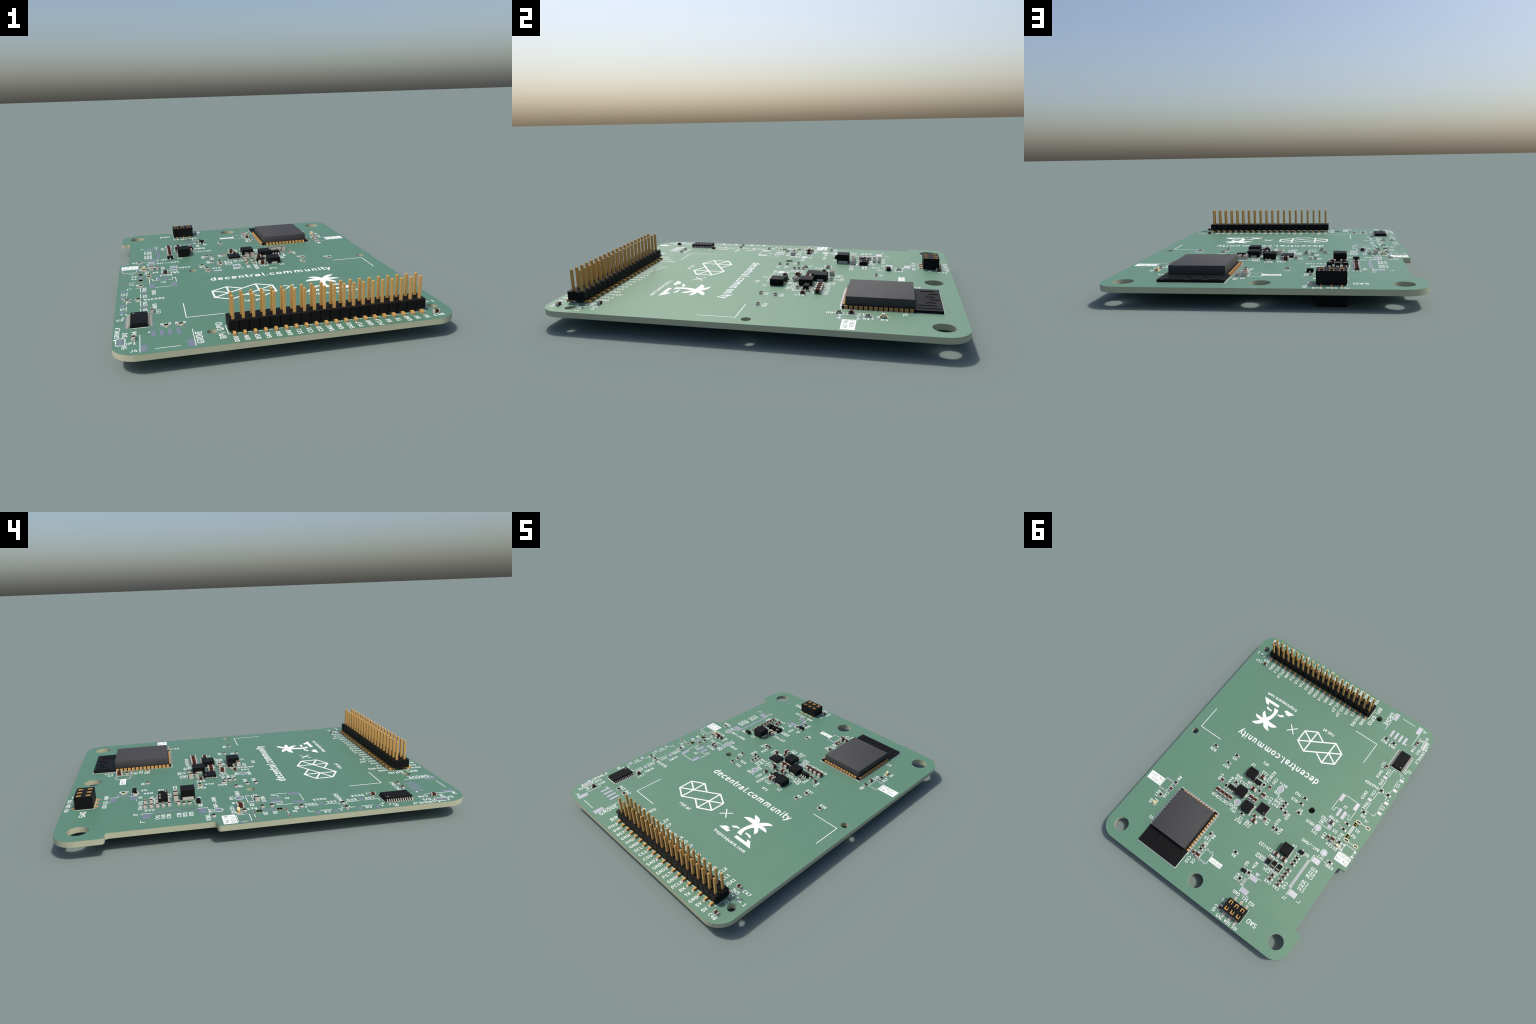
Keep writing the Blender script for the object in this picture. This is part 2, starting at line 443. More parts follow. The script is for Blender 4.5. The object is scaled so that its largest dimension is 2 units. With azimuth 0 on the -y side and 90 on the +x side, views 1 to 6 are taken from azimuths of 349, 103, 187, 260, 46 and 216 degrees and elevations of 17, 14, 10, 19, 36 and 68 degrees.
UPRIGHT = [
    ("5V", -39.62, -50.39), ("C46", -37.45, -43.42), ("3V3", -39.61, -43.63), ("GROVE_V", -41.50, -41.79), ("C17", -31.18, -30.55),
    ("CS0", -34.56, -29.05), ("SW16", -32.08, -26.45), ("EPD", -34.53, -23.77), ("CS", -40.67, -26.40), ("CS", -40.68, -14.94),
    ("CS1", -34.54, -18.03), ("TR01", -34.60, -12.19), ("SW15", -31.95, -15.41), ("R13", -33.57, 3.92), ("C18", -28.40, 7.32),
    ("D2", -12.53, 28.01), ("D6", -13.97, 27.97), ("D5", -15.38, 27.96), ("Q2", -11.34, 32.97), ("R34", -14.15, 31.74),
    ("R32", -11.22, 38.90), ("C42", -27.42, 31.23), ("C45", -11.73, 52.50), ("R6", 5.03, 32.38), ("C10", 7.32, 44.66),
    ("C5", 5.45, 44.12), ("D4", 33.67, 35.35), ("R17", 33.69, 31.46), ("C16", 30.59, 30.12), ("R8", 30.72, 21.63),
    ("R21", 1.82, -1.34), ("R22", 1.85, 1.26), ("C50", -0.57, 0.56), ("C2", -1.89, 8.00), ("C37", -3.67, 8.09),
    ("C36", 4.79, 11.29), ("R44", 13.94, 10.25), ("C49", 17.97, 11.59), ("C33", -7.98, 15.64), ("R20", -12.92, 9.49),
    ("R15", -11.11, 13.35), ("R14", -14.02, 15.98), ("J3", 36.58, -46.89),
]
for t, x, y in FLAT:
    label(t, x, y, 0)
for t, x, y in UPRIGHT:
    label(t, x, y, 90)
label("RPi GPIO", -16.84, -47.01, 90, 1.45, 0.22)
label("GROVE", -22.27, -49.51, 90, 1.45, 0.22)
label("SAO", -25.73, 49.15, 0, 1.5, 0.22)
label("decentral.community", 5.05, -8.55, 0, 2.5, 0.42)
label("riat.at", -5.59, -29.45, 0, 1.2, 0.19)
label("tropicsquare.com", 18.05, -29.80, 0, 1.15, 0.2)

# pin names along the header, outer row then inner row, from -x to +x
PIN_X = [-14.01 + 2.54 * i for i in range(20)]
HEADER_Y = -47.24
OUTER = "DOU DIN BSY GND GV0 GND SCL CS1 CS0 SAO2 GND SAO1 P17 GND PCLK RX TX GND 5V 5V".split()
INNER = "GND T01IRQ FS GV1 RST_EP DC_EP SDA GND SCLK MISO MOSI 3V3 P16 P15 P14 GND GPCLK SCL1 SDA1".split()


def ink_length(t, size):
    return (sum(GLYPH[c][0] for c in t) - 8) * size / 21


for x, t in zip(PIN_X, OUTER):
    label(t, x, -52.80, 90, 1.03, 0.165)
for x, t in zip(PIN_X, INNER):
    label(t, x, -43.10 + ink_length(t, 1.08) / 2, 90, 1.08, 0.17)

# ---------------------------------------------------------- printed outlines


def outline(name, *paths, width=0.15, dots=(), shapes=()):
    ink = Ink()
    for p in paths:
        ink.line(p, width)
    for x, y, r in dots:
        ink.shape(circle(x, y, r, 14))
    for s in shapes:
        ink.shape(s)
    return put(name, ink.mesh(name))


outline("battery_outline", [(38.30, -11.25), (38.30, -1.20), (28.20, -1.20)], [(-14.28, -36.75), (-24.30, -36.75), (-24.30, -26.70)], width=0.2)
outline("connector_outline", [(-23.50, -53.80), (-23.50, -44.40)], [(-36.08, -53.80), (-36.08, -44.40)], [(-27.0, -52.85), (-32.65, -52.85)],
        dots=[(-33.86, -43.40, 0.28)])
# solder bridge
outline("jumper_outline", rounded_path([(-41.62, -49.30, 0.75), (-39.50, -49.30, 0.75), (-39.50, -45.35, 0.75), (-41.62, -45.35, 0.75)], 8) + [(-41.62, -48.0)],
        width=0.2, shapes=[[(-41.75, -46.2), (-41.75, -45.7), (-42.2, -45.7), (-42.2, -46.2)]])
# slide switches: two alike, one 11.4 mm further along
for dy in (0.0, 11.42):
    outline("switch_outline",
            [(-37.08, -31.07 + dy), (-35.76, -31.07 + dy), (-35.76, -27.28 + dy)], [(-35.76, -25.52 + dy), (-35.76, -21.70 + dy), (-37.08, -21.70 + dy)],
            [(-38.30, -31.07 + dy), (-39.60, -31.07 + dy), (-39.60, -29.78 + dy)], [(-39.60, -28.0 + dy), (-39.60, -24.78 + dy)],
            [(-39.60, -23.05 + dy), (-39.60, -21.70 + dy), (-38.28, -21.70 + dy)], dots=[(-40.72, -30.24 + dy, 0.26)])
    for x, y in ((-34.73, -26.38), (-40.70, -28.87), (-40.69, -23.86)):
        pad(x, y + dy, 1.7, 1.15)
outline("connector_outline", [(-26.45, -11.08), (-31.38, -11.08)], [(-24.85, -7.57), (-24.85, -3.22), (-25.83, -3.22), (-25.83, -4.82), (-27.16, -4.82)],
        [(-32.97, -7.54), (-32.97, -3.25), (-31.93, -3.25), (-31.93, -4.84), (-30.68, -4.84), (-30.68, -1.90)])
outline("connector_outline", [(-37.45, -4.95), (-39.30, -4.95)], [(-37.45, 4.0), (-39.35, 4.0)], dots=[(-34.38, 2.72, 0.2)])
outline("fuse_outline", [(-23.98, 2.50), (-28.85, 2.50), (-28.85, 4.25), (-23.98, 4.25), (-23.98, 2.50)])
outline("lamp_outline", [(-34.80, 7.0), (-35.96, 7.0), (-35.96, 8.50), (-34.40, 8.50)])
outline("lamp_outline", [(32.85, 33.72), (31.38, 33.72), (31.38, 36.10)])
# push buttons
outline("button_outline", [(-36.80, 5.28), (-41.35, 5.28)], [(-36.80, 8.76), (-41.30, 8.76)], [(-36.92, 6.45), (-36.92, 7.57)], [(-41.30, 6.45), (-41.30, 7.62)])
outline("button_outline", [(34.88, 24.40), (34.88, 28.92)], [(31.50, 24.38), (31.50, 28.92)], [(33.77, 24.43), (32.70, 24.43)], [(33.80, 28.87), (32.73, 28.87)])
outline("button_outline", [(4.35, 37.59), (4.35, 42.05)], [(0.88, 37.58), (0.88, 42.09)], [(3.22, 37.63), (2.15, 37.63)], [(3.17, 42.10), (2.10, 42.10)])
for x in (-36.70, -41.46):
    for y in (5.92, 8.10):
        pad(x, y, 0.95, 0.75)
for x in (34.28, 32.12):
    for y in (24.28, 29.05):
        pad(x, y, 0.75, 0.95)
for x in (3.72, 1.60):
    for y in (37.47, 42.22):
        pad(x, y, 0.75, 0.95)


def caption_box(x0, x1, y0, y1, lines):
    """White printed panel with its words left in solder mask green."""
    ink = Ink()
    ink.shape(rounded_path([(x0, y0, 0.12), (x1, y0, 0.12), (x1, y1, 0.12), (x0, y1, 0.12)], 4))
    put("caption_panel", ink.mesh("caption_panel"))
    for t, x, y in lines:
        label(t, x, y, 0, 1.0, 0.13, mat=MASK, base=INK_H)


caption_box(-41.83, -36.33, 9.03, 12.56, [("PW ON", -39.01, 11.52), ("RESET", -39.25, 9.89)])
caption_box(35.15, 41.52, 25.18, 28.66, [("FLASH", 37.70, 27.75), ("PW OFF", 38.21, 26.18)])
caption_box(-4.47, 0.68, 38.77, 40.60, [("RESET", -1.91, 39.70)])

outline("connector_outline", [(-29.60, 18.30), (-29.60, 15.62), (-30.20, 15.62)], [(-34.0, 15.62), (-35.21, 15.62), (-35.21, 16.80)],
        [(-28.85, 30.52), (-29.94, 30.52)], [(-29.60, 30.75), (-29.60, 33.50), (-30.05, 33.50)], [(-34.05, 33.50), (-35.21, 33.50), (-35.21, 32.33)])
outline("connector_outline", [(-15.19, 34.85), (-15.19, 37.22)], [(-13.80, 40.42), (-15.19, 40.42), (-15.19, 42.70)], [(-18.45, 34.95), (-19.30, 34.95)], [(-18.47, 42.66), (-19.31, 42.66)])
outline("socket_outline", [(-22.21, 46.26), (-22.21, 51.70)], [(-14.45, 46.40), (-14.45, 51.70)], [(-16.35, 51.65), (-17.75, 51.65)], [(-18.9, 51.65), (-20.2, 51.65)],
        [(-16.35, 46.40), (-17.75, 46.40)], [(-18.9, 46.40), (-20.2, 46.40)], [(-14.45, 51.65), (-15.1, 51.65), (-15.1, 52.6)])
outline("module_outline", [(9.08, 43.25), (9.08, 49.92), (27.33, 49.92), (27.33, 43.2)], [(10.5, 23.95), (9.03, 23.95), (9.03, 24.9)], [(27.37, 24.7), (27.37, 23.95), (26.0, 23.95)],
        shapes=[[(9.05, 42.75), (8.45, 42.75), (9.05, 43.35)]])
outline("diode_outline", [(-18.45, 29.25), (-18.45, 25.13), (-16.30, 25.13), (-16.30, 29.25)])
outline("diode_outline", [(-18.70, 25.75), (-18.70, 29.82), (-20.60, 29.82), (-20.60, 25.8)])
outline("diode_outline", [(-21.02, 25.80), (-21.02, 29.86), (-23.05, 29.86), (-23.05, 25.75)])
outline("coil_outline", [(6.40, 1.2), (6.40, 5.75)], [(10.62, 5.75), (10.62, 5.3)])
outline("coil_outline", [(5.33, 9.65), (5.33, 14.35)])
outline("coil_outline", [(-0.45, 13.35), (-0.68, 13.35), (-0.68, 14.2)], [(-0.68, 16.7), (-0.68, 17.75), (-0.4, 17.75)])
outline("coil_outline", [(-22.40, 18.2), (-22.40, 22.5)])
outline("chip_outline", [(-38.45, -40.15), (-33.75, -40.15)], [(-34.0, -31.9), (-38.3, -31.9)], dots=[(-40.28, -32.6, 0.27)])
outline("chip_outline", [(-5.65, 10.95), (-5.65, 10.43), (-5.1, 10.43)], [(-1.45, 10.95), (-1.45, 10.43), (-2.0, 10.43)], [(-1.45, 14.1), (-1.45, 14.65), (-2.0, 14.65)], [(-5.2, 14.65), (-5.5, 14.65)],
        dots=[(-6.1, 14.65, 0.2)])
outline("chip_outline", [(2.88, 3.95), (2.88, 5.85)], dots=[(2.72, 3.5, 0.2)])
outline("chip_outline", [(9.88, 11.75), (9.88, 13.5)], dots=[(9.75, 11.0, 0.18)])
outline("transistor_outline", [(-26.45, 16.95), (-26.45, 18.5)], dots=[(-23.97, 18.88, 0.2)])
outline("transistor_outline", [(-13.25, 34.60), (-13.25, 36.65)], dots=[(-13.55, 34.5, 0.15)])
ROW_Y = (HEADER_Y - 2.52, HEADER_Y + 2.64)
outline("header_outline", [(35.62, ROW_Y[0]), (35.62, -44.72), (35.05, -44.60), (35.05, -43.2)], [(35.62, ROW_Y[0]), (35.0, ROW_Y[0])],
        [(-15.38, ROW_Y[0]), (-15.38, ROW_Y[1]), (-14.9, ROW_Y[1])], [(-15.38, ROW_Y[0]), (-14.9, ROW_Y[0])],
        *[[(x + 0.85, y), (x + 1.69, y)] for x in PIN_X[:-1] for y in ROW_Y],
        shapes=[[(35.36, -43.86), (36.25, -44.33), (36.25, -43.42)]])

# ring of ink round each test point
for x, y in ((-24.85, 6.19), (-32.14, 12.86), (-4.22, 2.0), (6.19, 16.2)):
    put("test_pad", prism_mesh("test_pad", PAD, circle(0, 0, 1.0, 32), 0, PAD_H), x, y)
    outline("test_pad_ring", circle(x, y, 1.23, 32) + [(x + 1.23, y)], width=0.16)

# ------------------------------------------------------------------- emblems
A, B, D, E_, F = (2.66, -24.55), (-2.0, -27.15), (-1.93, -22.0), (2.66, -19.30), (-1.97, -16.75)
G, H, I_, J, M = (-10.76, -27.18), (-15.25, -24.65), (-15.28, -19.28), (-10.75, -16.78), (-10.70, -21.97)
Cc, K = (-6.32, -24.57), (-6.36, -19.35)
outline("hexagon_emblem", [A, B, Cc], [A, E_, F], [A, D], [B, D], [D, F], [E_, D, Cc, G], [G, H, I_, J, K], [F, K, M, H], [M, G], [M, J], [M, I_], width=0.5)
outline("cross_emblem", [(8.84, -23.54), (5.75, -20.39)], [(8.82, -20.42), (5.75, -23.49)], width=0.34)


def bend(p, c, q, n=8):
    """Curve from p to q bulging through c."""
    m = (2 * c[0] - (p[0] + q[0]) / 2, 2 * c[1] - (p[1] + q[1]) / 2)
    return [((1 - t) ** 2 * p[0] + 2 * t * (1 - t) * m[0] + t * t * q[0], (1 - t) ** 2 * p[1] + 2 * t * (1 - t) * m[1] + t * t * q[1]) for t in [i / n for i in range(n + 1)]]


palm = Ink()
trunk = bend((19.04, -25.69), (18.13, -22.35), (17.95, -19.50))
trunk = bend((19.04, -25.69), (18.12, -22.55), (20.0, -19.2)) + [(19.2, -18.3)] + bend((17.6, -19.28), (16.78, -22.6), (17.07, -25.69))
FRONDS = [
    bend((21.48, -22.33), (21.50, -20.75), (20.02, -19.11)) + [(19.0, -18.4), (18.68, -19.63)],
    bend((23.71, -19.08), (22.35, -17.95), (20.42, -17.78)) + [(19.4, -18.2), (20.02, -19.11)],
    bend((22.90, -15.25), (20.75, -15.45), (18.62, -17.61)) + [(19.0, -18.6), (20.42, -17.78)],
    bend((14.75, -15.62), (17.35, -15.95), (18.62, -17.61)) + [(18.2, -18.6), (16.65, -17.56)],
    bend((12.97, -19.08), (14.55, -17.72), (16.65, -17.56)) + [(18.2, -18.2), (17.6, -19.28)],
]
for s in FRONDS + [trunk, [(17.2, -18.3), (18.62, -17.61), (20.42, -17.78), (20.02, -19.11), (18.68, -19.63), (17.6, -19.28), (16.65, -17.56)]]:
    palm.shape(s)
for s in ([(25.4, -27.74), (17.92, -27.74), (17.92, -26.61), (22.53, -26.61)], [(25.4, -27.74), (22.53, -26.61), (21.78, -25.45), (23.11, -25.45)],
          [(22.14, -24.52), (21.0, -24.52), (20.73, -24.19), (21.34, -23.58)], [(20.73, -24.19), (19.24, -24.19), (19.1, -23.58), (21.34, -23.58)],
          [(16.24, -23.62), (15.97, -24.18), (15.1, -24.23), (14.45, -23.66)], [(15.1, -24.23), (14.65, -24.87), (13.41, -24.87), (13.38, -24.68), (14.45, -23.66)],
          [(14.79, -26.62), (14.31, -27.74), (10.46, -27.69), (13.34, -26.53)], [(13.34, -26.53), (10.46, -27.69), (12.16, -25.9), (13.78, -25.93)]):
    palm.shape(s)
put("palm_emblem", palm.mesh("palm_emblem"))

# ------------------------------------------------- chip resistors and capacitors


def chip_kit(body_name, l, w, h, term, bulge, body_mat, cap_mat, glaze=False, pad_x=0.8, pad_w=0.85, pad_d=0.95):
    kit = {"pads": (pad_x, pad_w, pad_d)}
    lift = PAD_H
    hh = h - (0.05 if glaze else 0.02)
    kit["body"] = boxes_mesh(body_name, body_mat, [(-l / 2 + 0.04, l / 2 - 0.04, -w / 2, w / 2, lift + 0.02, lift + hh)])
    b = bulge
    kit["cap"] = box_mesh("terminal", cap_mat, term, w + 2 * b, lift, lift + hh + b, 0.04)
    kit["cap_x"] = l / 2 - term / 2
    if glaze:
        kit["glaze"] = boxes_mesh("glaze", GLAZE, [(-l / 2 + term, l / 2 - term, -w / 2 + 0.02, w / 2 - 0.02, lift + hh, lift + h)])
    return kit


RES = chip_kit("resistor", 1.6, 0.8, 0.45, 0.30, 0.006, CREAM, STEEL, True)
CAP = chip_kit("capacitor", 1.6, 0.8, 0.80, 0.32, 0.02, BROWN, STEEL)
BIGCAP = chip_kit("capacitor", 2.0, 1.25, 1.25, 0.45, 0.02, BROWN, STEEL, pad_x=0.95, pad_w=1.0, pad_d=1.4)
BEAD = chip_kit("ferrite_bead", 2.0, 1.25, 1.0, 0.45, 0.02, GREY, STEEL, pad_x=0.95, pad_w=1.0, pad_d=1.4)
tick = {}
for nm, y in (("small", 0.55), ("big", 0.76)):
    i = Ink()
    for s in (-1, 1):
        i.pen((-0.22, s * y), (0.22, s * y), 0.13)
    tick[nm] = i.mesh("chip_tick")


def chip(kit, name, x, y, way, ticks="small"):
    o = put(name, kit["body"], x, y, TOP, 0 if way == "x" else 90)
    for s in (-1, 1):
        put("terminal", kit["cap"], s * kit["cap_x"], 0, 0, 0, o)
        px, pw, pd = kit["pads"]
        pad(s * px, 0, pw, pd, o)
    if "glaze" in kit:
        put("glaze", kit["glaze"], 0, 0, 0, 0, o)
    put("chip_tick", tick[ticks], 0, 0, 0, 0, o)
    return o


RES_AT = [
    (-26.05, -41.0, "x"), (-29.65, -40.97, "x"), (27.9, 2.1, "x"), (18.36, 0.63, "x"), (19.23, 5.01, "x"), (-9.18, 5.34, "x"), (-9.18, 6.83, "x"),
    (-9.18, 8.33, "x"), (-14.12, 2.06, "x"), (-14.12, -0.56, "x"), (-15.48, 5.66, "x"), (-11.46, 8.79, "y"), (30.55, 23.98, "y"), (32.07, 31.3, "y"),
    (6.56, 32.12, "y"), (6.0, 38.7, "x"), (-5.38, 32.0, "x"), (1.97, 18.8, "x"), (13.96, 13.27, "y"), (11.47, 9.96, "x"), (2.0, 4.44, "y"),
    (1.97, 7.48, "y"), (-11.19, 16.2, "y"), (-12.69, 16.2, "y"), (-12.7, 38.92, "y"), (-14.17, 35.3, "y"), (-25.13, 20.31, "x"), (-25.13, 21.78, "x"),
    (-35.94, 14.54, "x"), (-34.51, 6.13, "x"), (-33.05, -1.61, "x"), (-33.05, 0.98, "x"), (-35.56, -9.24, "x"), (-36.4, -20.66, "x"), (-39.47, -20.66, "x"),
]
CAP_AT = [
    (34.95, -40.5, "x"), (37.66, -51.30, "x"), (-37.5, -46.53, "y"), (-32.77, -30.59, "y"), (16.5, 12.38, "y"), (30.5, 27.11, "y"), (7.28, 41.34, "y"),
    (5.97, 37.25, "x"), (-0.5, 3.94, "y"), (-2.61, 16.6, "x"), (-6.55, 15.53, "y"), (-25.13, 23.3, "x"), (-25.13, 25.85, "x"), (-25.13, 27.5, "x"),
    (-25.13, 29.08, "x"), (-25.13, 30.78, "x"), (-25.13, 32.47, "x"), (-21.59, 30.83, "x"), (-21.59, 32.4, "x"), (-30.08, 7.01, "y"), (-13.27, 51.37, "y"),
]
BIG_AT = [
    (15.38, 16.48, "y"), (13.37, 16.48, "y"), (11.36, 16.48, "y"), (9.40, 16.48, "y"), (3.03, 11.5, "y"), (1.08, 11.5, "y"), (4.41, 2.1, "x"),
    (4.39, 8.22, "x"), (-0.4, 8.11, "y"), (-3.54, 18.4, "x"), (5.37, 41.17, "y"), (-18.06, 23.8, "x"), (-21.51, 23.81, "x"), (-31.95, 6.84, "y"),
]
for p in RES_AT:
    chip(RES, "resistor", *p)
for p in CAP_AT:
    chip(CAP, "capacitor", *p)
for p in BIG_AT:
    chip(BIGCAP, "capacitor", *p, "big")
chip(BEAD, "ferrite_bead", -27.79, 1.53, "x", "big")

# light emitting diodes: gold-ended base under a tapered resin block
led_base = box_mesh("led", CREAM, 1.6, 0.8, PAD_H, PAD_H + 0.25)
led_lens = prism_mesh("led_lens", LENS, [(-0.5, -0.4), (0.5, -0.4), (0.5, 0.4), (-0.5, 0.4)], PAD_H + 0.25, PAD_H + 0.3)
bm = bmesh.new()
prof = [(-0.58, 0.25), (0.58, 0.25), (0.38, 0.98), (-0.38, 0.98)]
va = [bm.verts.new(Vector((x, -0.39, z + PAD_H)) * MM) for x, z in prof]
vb = [bm.verts.new(Vector((x, 0.39, z + PAD_H)) * MM) for x, z in prof]
bm.faces.new(va[::-1]); bm.faces.new(vb)
for i in range(4):
    bm.faces.new((va[i], va[(i + 1) % 4], vb[(i + 1) % 4], vb[i]))
led_lens = finish(bm, LENS, "led_lens")
led_term = box_mesh("terminal", GOLD, 0.34, 0.82, PAD_H, PAD_H + 0.5)
for x, y, turn in ((32.02, 35.05, 90), (-34.45, 7.72, 0)):
    o = put("led", led_base, x, y, TOP, turn)
    put("led_lens", led_lens, 0, 0, 0, 0, o)
    for s in (-1, 1):
        put("terminal", led_term, s * 0.65, 0, 0, 0, o)
        pad(s * 0.8, 0, 0.85, 0.95, o)

# ------------------------------------------------------------ power inductors


def coil(x, y, h, turn, term_w, term_h, pad_d, c=0.3):
    """Square moulded choke, two opposite corners cut; terminals on its +-x ends."""
    s = 2.0
    ol = [(-s, -s + c), (-s + c, -s), (s, -s), (s, s - c), (s - c, s), (-s, s)]
    if turn:
        ol = [(-y, x) for x, y in ol]
    o = put("inductor", prism_mesh("inductor", BLACK, ol, PAD_H + 0.02, h, 0.06), x, y, TOP, turn)
    t = boxes_mesh("terminal", STEEL, [(-0.25, 0.03, -term_w / 2, term_w / 2, PAD_H, term_h)], 0.02)
    for k in (0, 180):
        put("terminal", t, s * math.cos(math.radians(k)), 0, 0, k, o)
        pad(math.cos(math.radians(k)) * 1.5, 0, 1.4, pad_d, o)


coil(8.43, 3.45, 2.02, 90, 1.9, 0.62, 4.2)
coil(7.33, 11.95, 2.02, 90, 1.9, 0.62, 4.2)
coil(1.72, 15.57, 2.02, 0, 1.9, 0.62, 4.2)
coil(-20.38, 20.40, 3.02, 0, 3.2, 0.85, 3.9, 0.08)

# --------------------------------------------------------------- small chips


def gull(reach, foot, start, top, t=0.14):
    """Side profile of a gull-wing lead from y=start out to y=reach."""
    k = reach - foot
    z = PAD_H
    return [(start, top), (k - 0.12, top), (k + 0.1, z + t), (reach, z + t), (reach, z), (k - 0.02, z), (k - 0.22, top - t), (start, top - t)]


def package(name, x, y, w, d, z0, z1, draft, lead_mesh, leads, reach, pads, turn=0, dot=None):
    mid = (z0 + z1) / 2
    bm = bmesh.new()
    add_box(bm, -w / 2, w / 2, -d / 2, d / 2, mid, z1, top_inset=draft)
    add_box(bm, -w / 2, w / 2, -d / 2, d / 2, z0, mid - 0.004)
    o = put(name, finish(bm, EPOXY, name), x, y, TOP, turn)
    for lx, side in leads:
        put("lead", lead_mesh, lx, 0, 0, 0 if side > 0 else 180, o)
        pad(lx, side * pads[0], pads[1], pads[2], o)
    if dot:
        put("orientation_mark", prism_mesh("orientation_mark", MARK, circle(0, 0, dot[2], 16), z1 - 0.01, z1 + 0.012), dot[0], dot[1], 0, 0, o)
    return o


sot_lead = strip_mesh("lead", STEEL, gull(1.42, 0.45, 0.72, 0.62), 0.40)
package("regulator_chip", 11.45, 12.62, 2.9, 1.6, PAD_H + 0.08, 1.24, 0.1, sot_lead, [(-0.95, 1), (0, 1), (0.95, 1), (-0.95, -1), (0, -1), (0.95, -1)], 1.42, (1.3, 0.6, 1.05),
        dot=(-0.85, -0.35, 0.15))
package("regulator_chip", 4.53, 4.90, 2.9, 1.6, PAD_H + 0.08, 1.24, 0.1, sot_lead, [(-0.95, 1), (0.95, 1), (-0.95, -1), (0, -1), (0.95, -1)], 1.42, (1.3, 0.6, 1.05))
sc_lead = strip_mesh("lead", STEEL, gull(1.12, 0.35, 0.55, 0.55), 0.32)
package("transistor", -25.32, 17.72, 2.0, 1.25, PAD_H + 0.08, 1.05, 0.08, sc_lead, [(-0.66, 1), (0.66, 1), (0, -1)], 1.1, (1.0, 0.5, 0.8))
package("transistor", -12.12, 35.72, 2.0, 1.25, PAD_H + 0.08, 1.05, 0.08, sc_lead, [(-0.66, -1), (0.66, -1), (0, 1)], 1.1, (1.0, 0.5, 0.8))

# rectifier diodes: body, beige cathode band, bent end leads
diode_lead = strip_mesh("lead", STEEL, gull(1.85, 0.42, 1.25, 0.60, 0.16), 0.85)
for x, band in ((-17.32, -1), (-19.65, 1), (-22.02, 1)):
    o = package("diode", x, 27.45, 1.62, 2.7, PAD_H + 0.06, 1.33, 0.1, diode_lead, [(0, 1), (0, -1)], 1.85, (1.72, 1.05, 0.95))
    put("cathode_band", box_mesh("cathode_band", MARK, 1.44, 0.42, 1.28, 1.342), 0, band * 0.83, 0, 0, o)

# 24 lead interface chip (leads on its +-x sides)
tssop_lead = strip_mesh("lead", STEEL, gull(3.2, 0.5, 2.1, 0.66, 0.12), 0.24)
package("interface_chip", -36.2, -36.03, 7.8, 4.4, PAD_H + 0.06, 1.15, 0.12, tssop_lead, [(-3.575 + 0.65 * i, s) for i in range(12) for s in (-1, 1)], 3.2, (2.86, 0.40, 1.45), turn=90,
        dot=(2.97, 1.37, 0.25))

# square no-lead charger chip
o = put("charger_chip", box_mesh("charger_chip", EPOXY, 4.0, 4.0, PAD_H + 0.01, 0.82), -3.55, 12.55)
put("orientation_mark", prism_mesh("orientation_mark", MARK, circle(0, 0, 0.24, 16), 0.81, 0.832), -1.28, 1.25, 0, 0, o)
fins = []
for i in range(6):
    q = -1.25 + 0.5 * i
    for s in (-1, 1):
        fins += [(q - 0.11, q + 0.11, s * 2.0 - 0.03, s * 2.0 + 0.03, PAD_H, 0.25), (s * 2.0 - 0.03, s * 2.0 + 0.03, q - 0.11, q + 0.11, PAD_H, 0.25)]
stuff(put("contact_row", boxes_mesh("contact_row", STEEL, fins), 0, 0, 0, 0, o))
pad_row([(-1.25 + 0.5 * i, s * 2.0, 0.26, 0.75) for i in range(6) for s in (-1, 1)] + [(s * 2.0, -1.25 + 0.5 * i, 0.75, 0.26) for i in range(6) for s in (-1, 1)], o)

# ------------------------------------------------------- empty connector lands
for x, y, w, d in ((-24.48, -52.0, 1.5, 3.5), (-35.12, -51.98, 1.5, 3.5), (-25.59, -9.45, 1.5, 3.3), (-32.22, -9.43, 1.5, 3.3), (-27.9, -3.67, 1.0, 3.45), (-29.92, -3.67, 1.0, 3.45),
                   (-31.50, 17.12, 3.15, 2.1), (-31.50, 32.10, 3.15, 2.15), (-16.86, 35.94, 3.0, 1.92), (-16.86, 41.64, 3.0, 1.92), (-24.85, 3.38, 1.05, 1.05), (-27.98, 3.36, 1.05, 1.05)):
    pad(x, y, w, d)
for i in range(4):
    pad(-26.82 - 2.01 * i, -44.50, 0.92, 3.5, rnd=0.2)
pad_row([(-29.28, 24.58 - 5.98 + 0.52 * i, 1.1, 0.33) for i in range(24)])
pad_row([(-14.50, 38.9 - 1.25 + 0.5 * i, 1.25, 0.3) for i in range(6)])
pad_row([(-35.63, -0.45 - 1.75 + 0.5 * i, 1.15, 0.33) for i in range(8)])
pad_row([(-30.02 + dx, -0.42, 0.25, 0.3) for dx in (-0.22, 0.22)] + [(-30.80 + dx, 0.40, 0.25, 0.3) for dx in (-0.22, 0.22)])
for cy in (-3.27, 2.35):
    o = put("shell_land", boxes_mesh("shell_land", COPPER, [(-0.62, 0.62, -0.73, 0.73, 0, 0.03)]), -35.63, cy)
    for s in (-1, 1):
        put("shell_contact", boxes_mesh("shell_contact", HOLE, [(-0.54, 0.54, -0.31, 0.31, 0, 0.06)]), 0, s * 0.36, 0, 0, o)
for (x, y, l, w) in SLOTS:
    put("slot_rim", sheet_mesh("slot_rim", COPPER, stadium(0, 0, l + 0.66, w + 0.66), [stadium(0, 0, l + 0.42, w + 0.42)], 0, 0.03), x, y)
    put("slot_pad", sheet_mesh("slot_pad", PAD, stadium(0, 0, l + 0.45, w + 0.45), [stadium(0, 0, l, w)], 0, PAD_H), x, y)
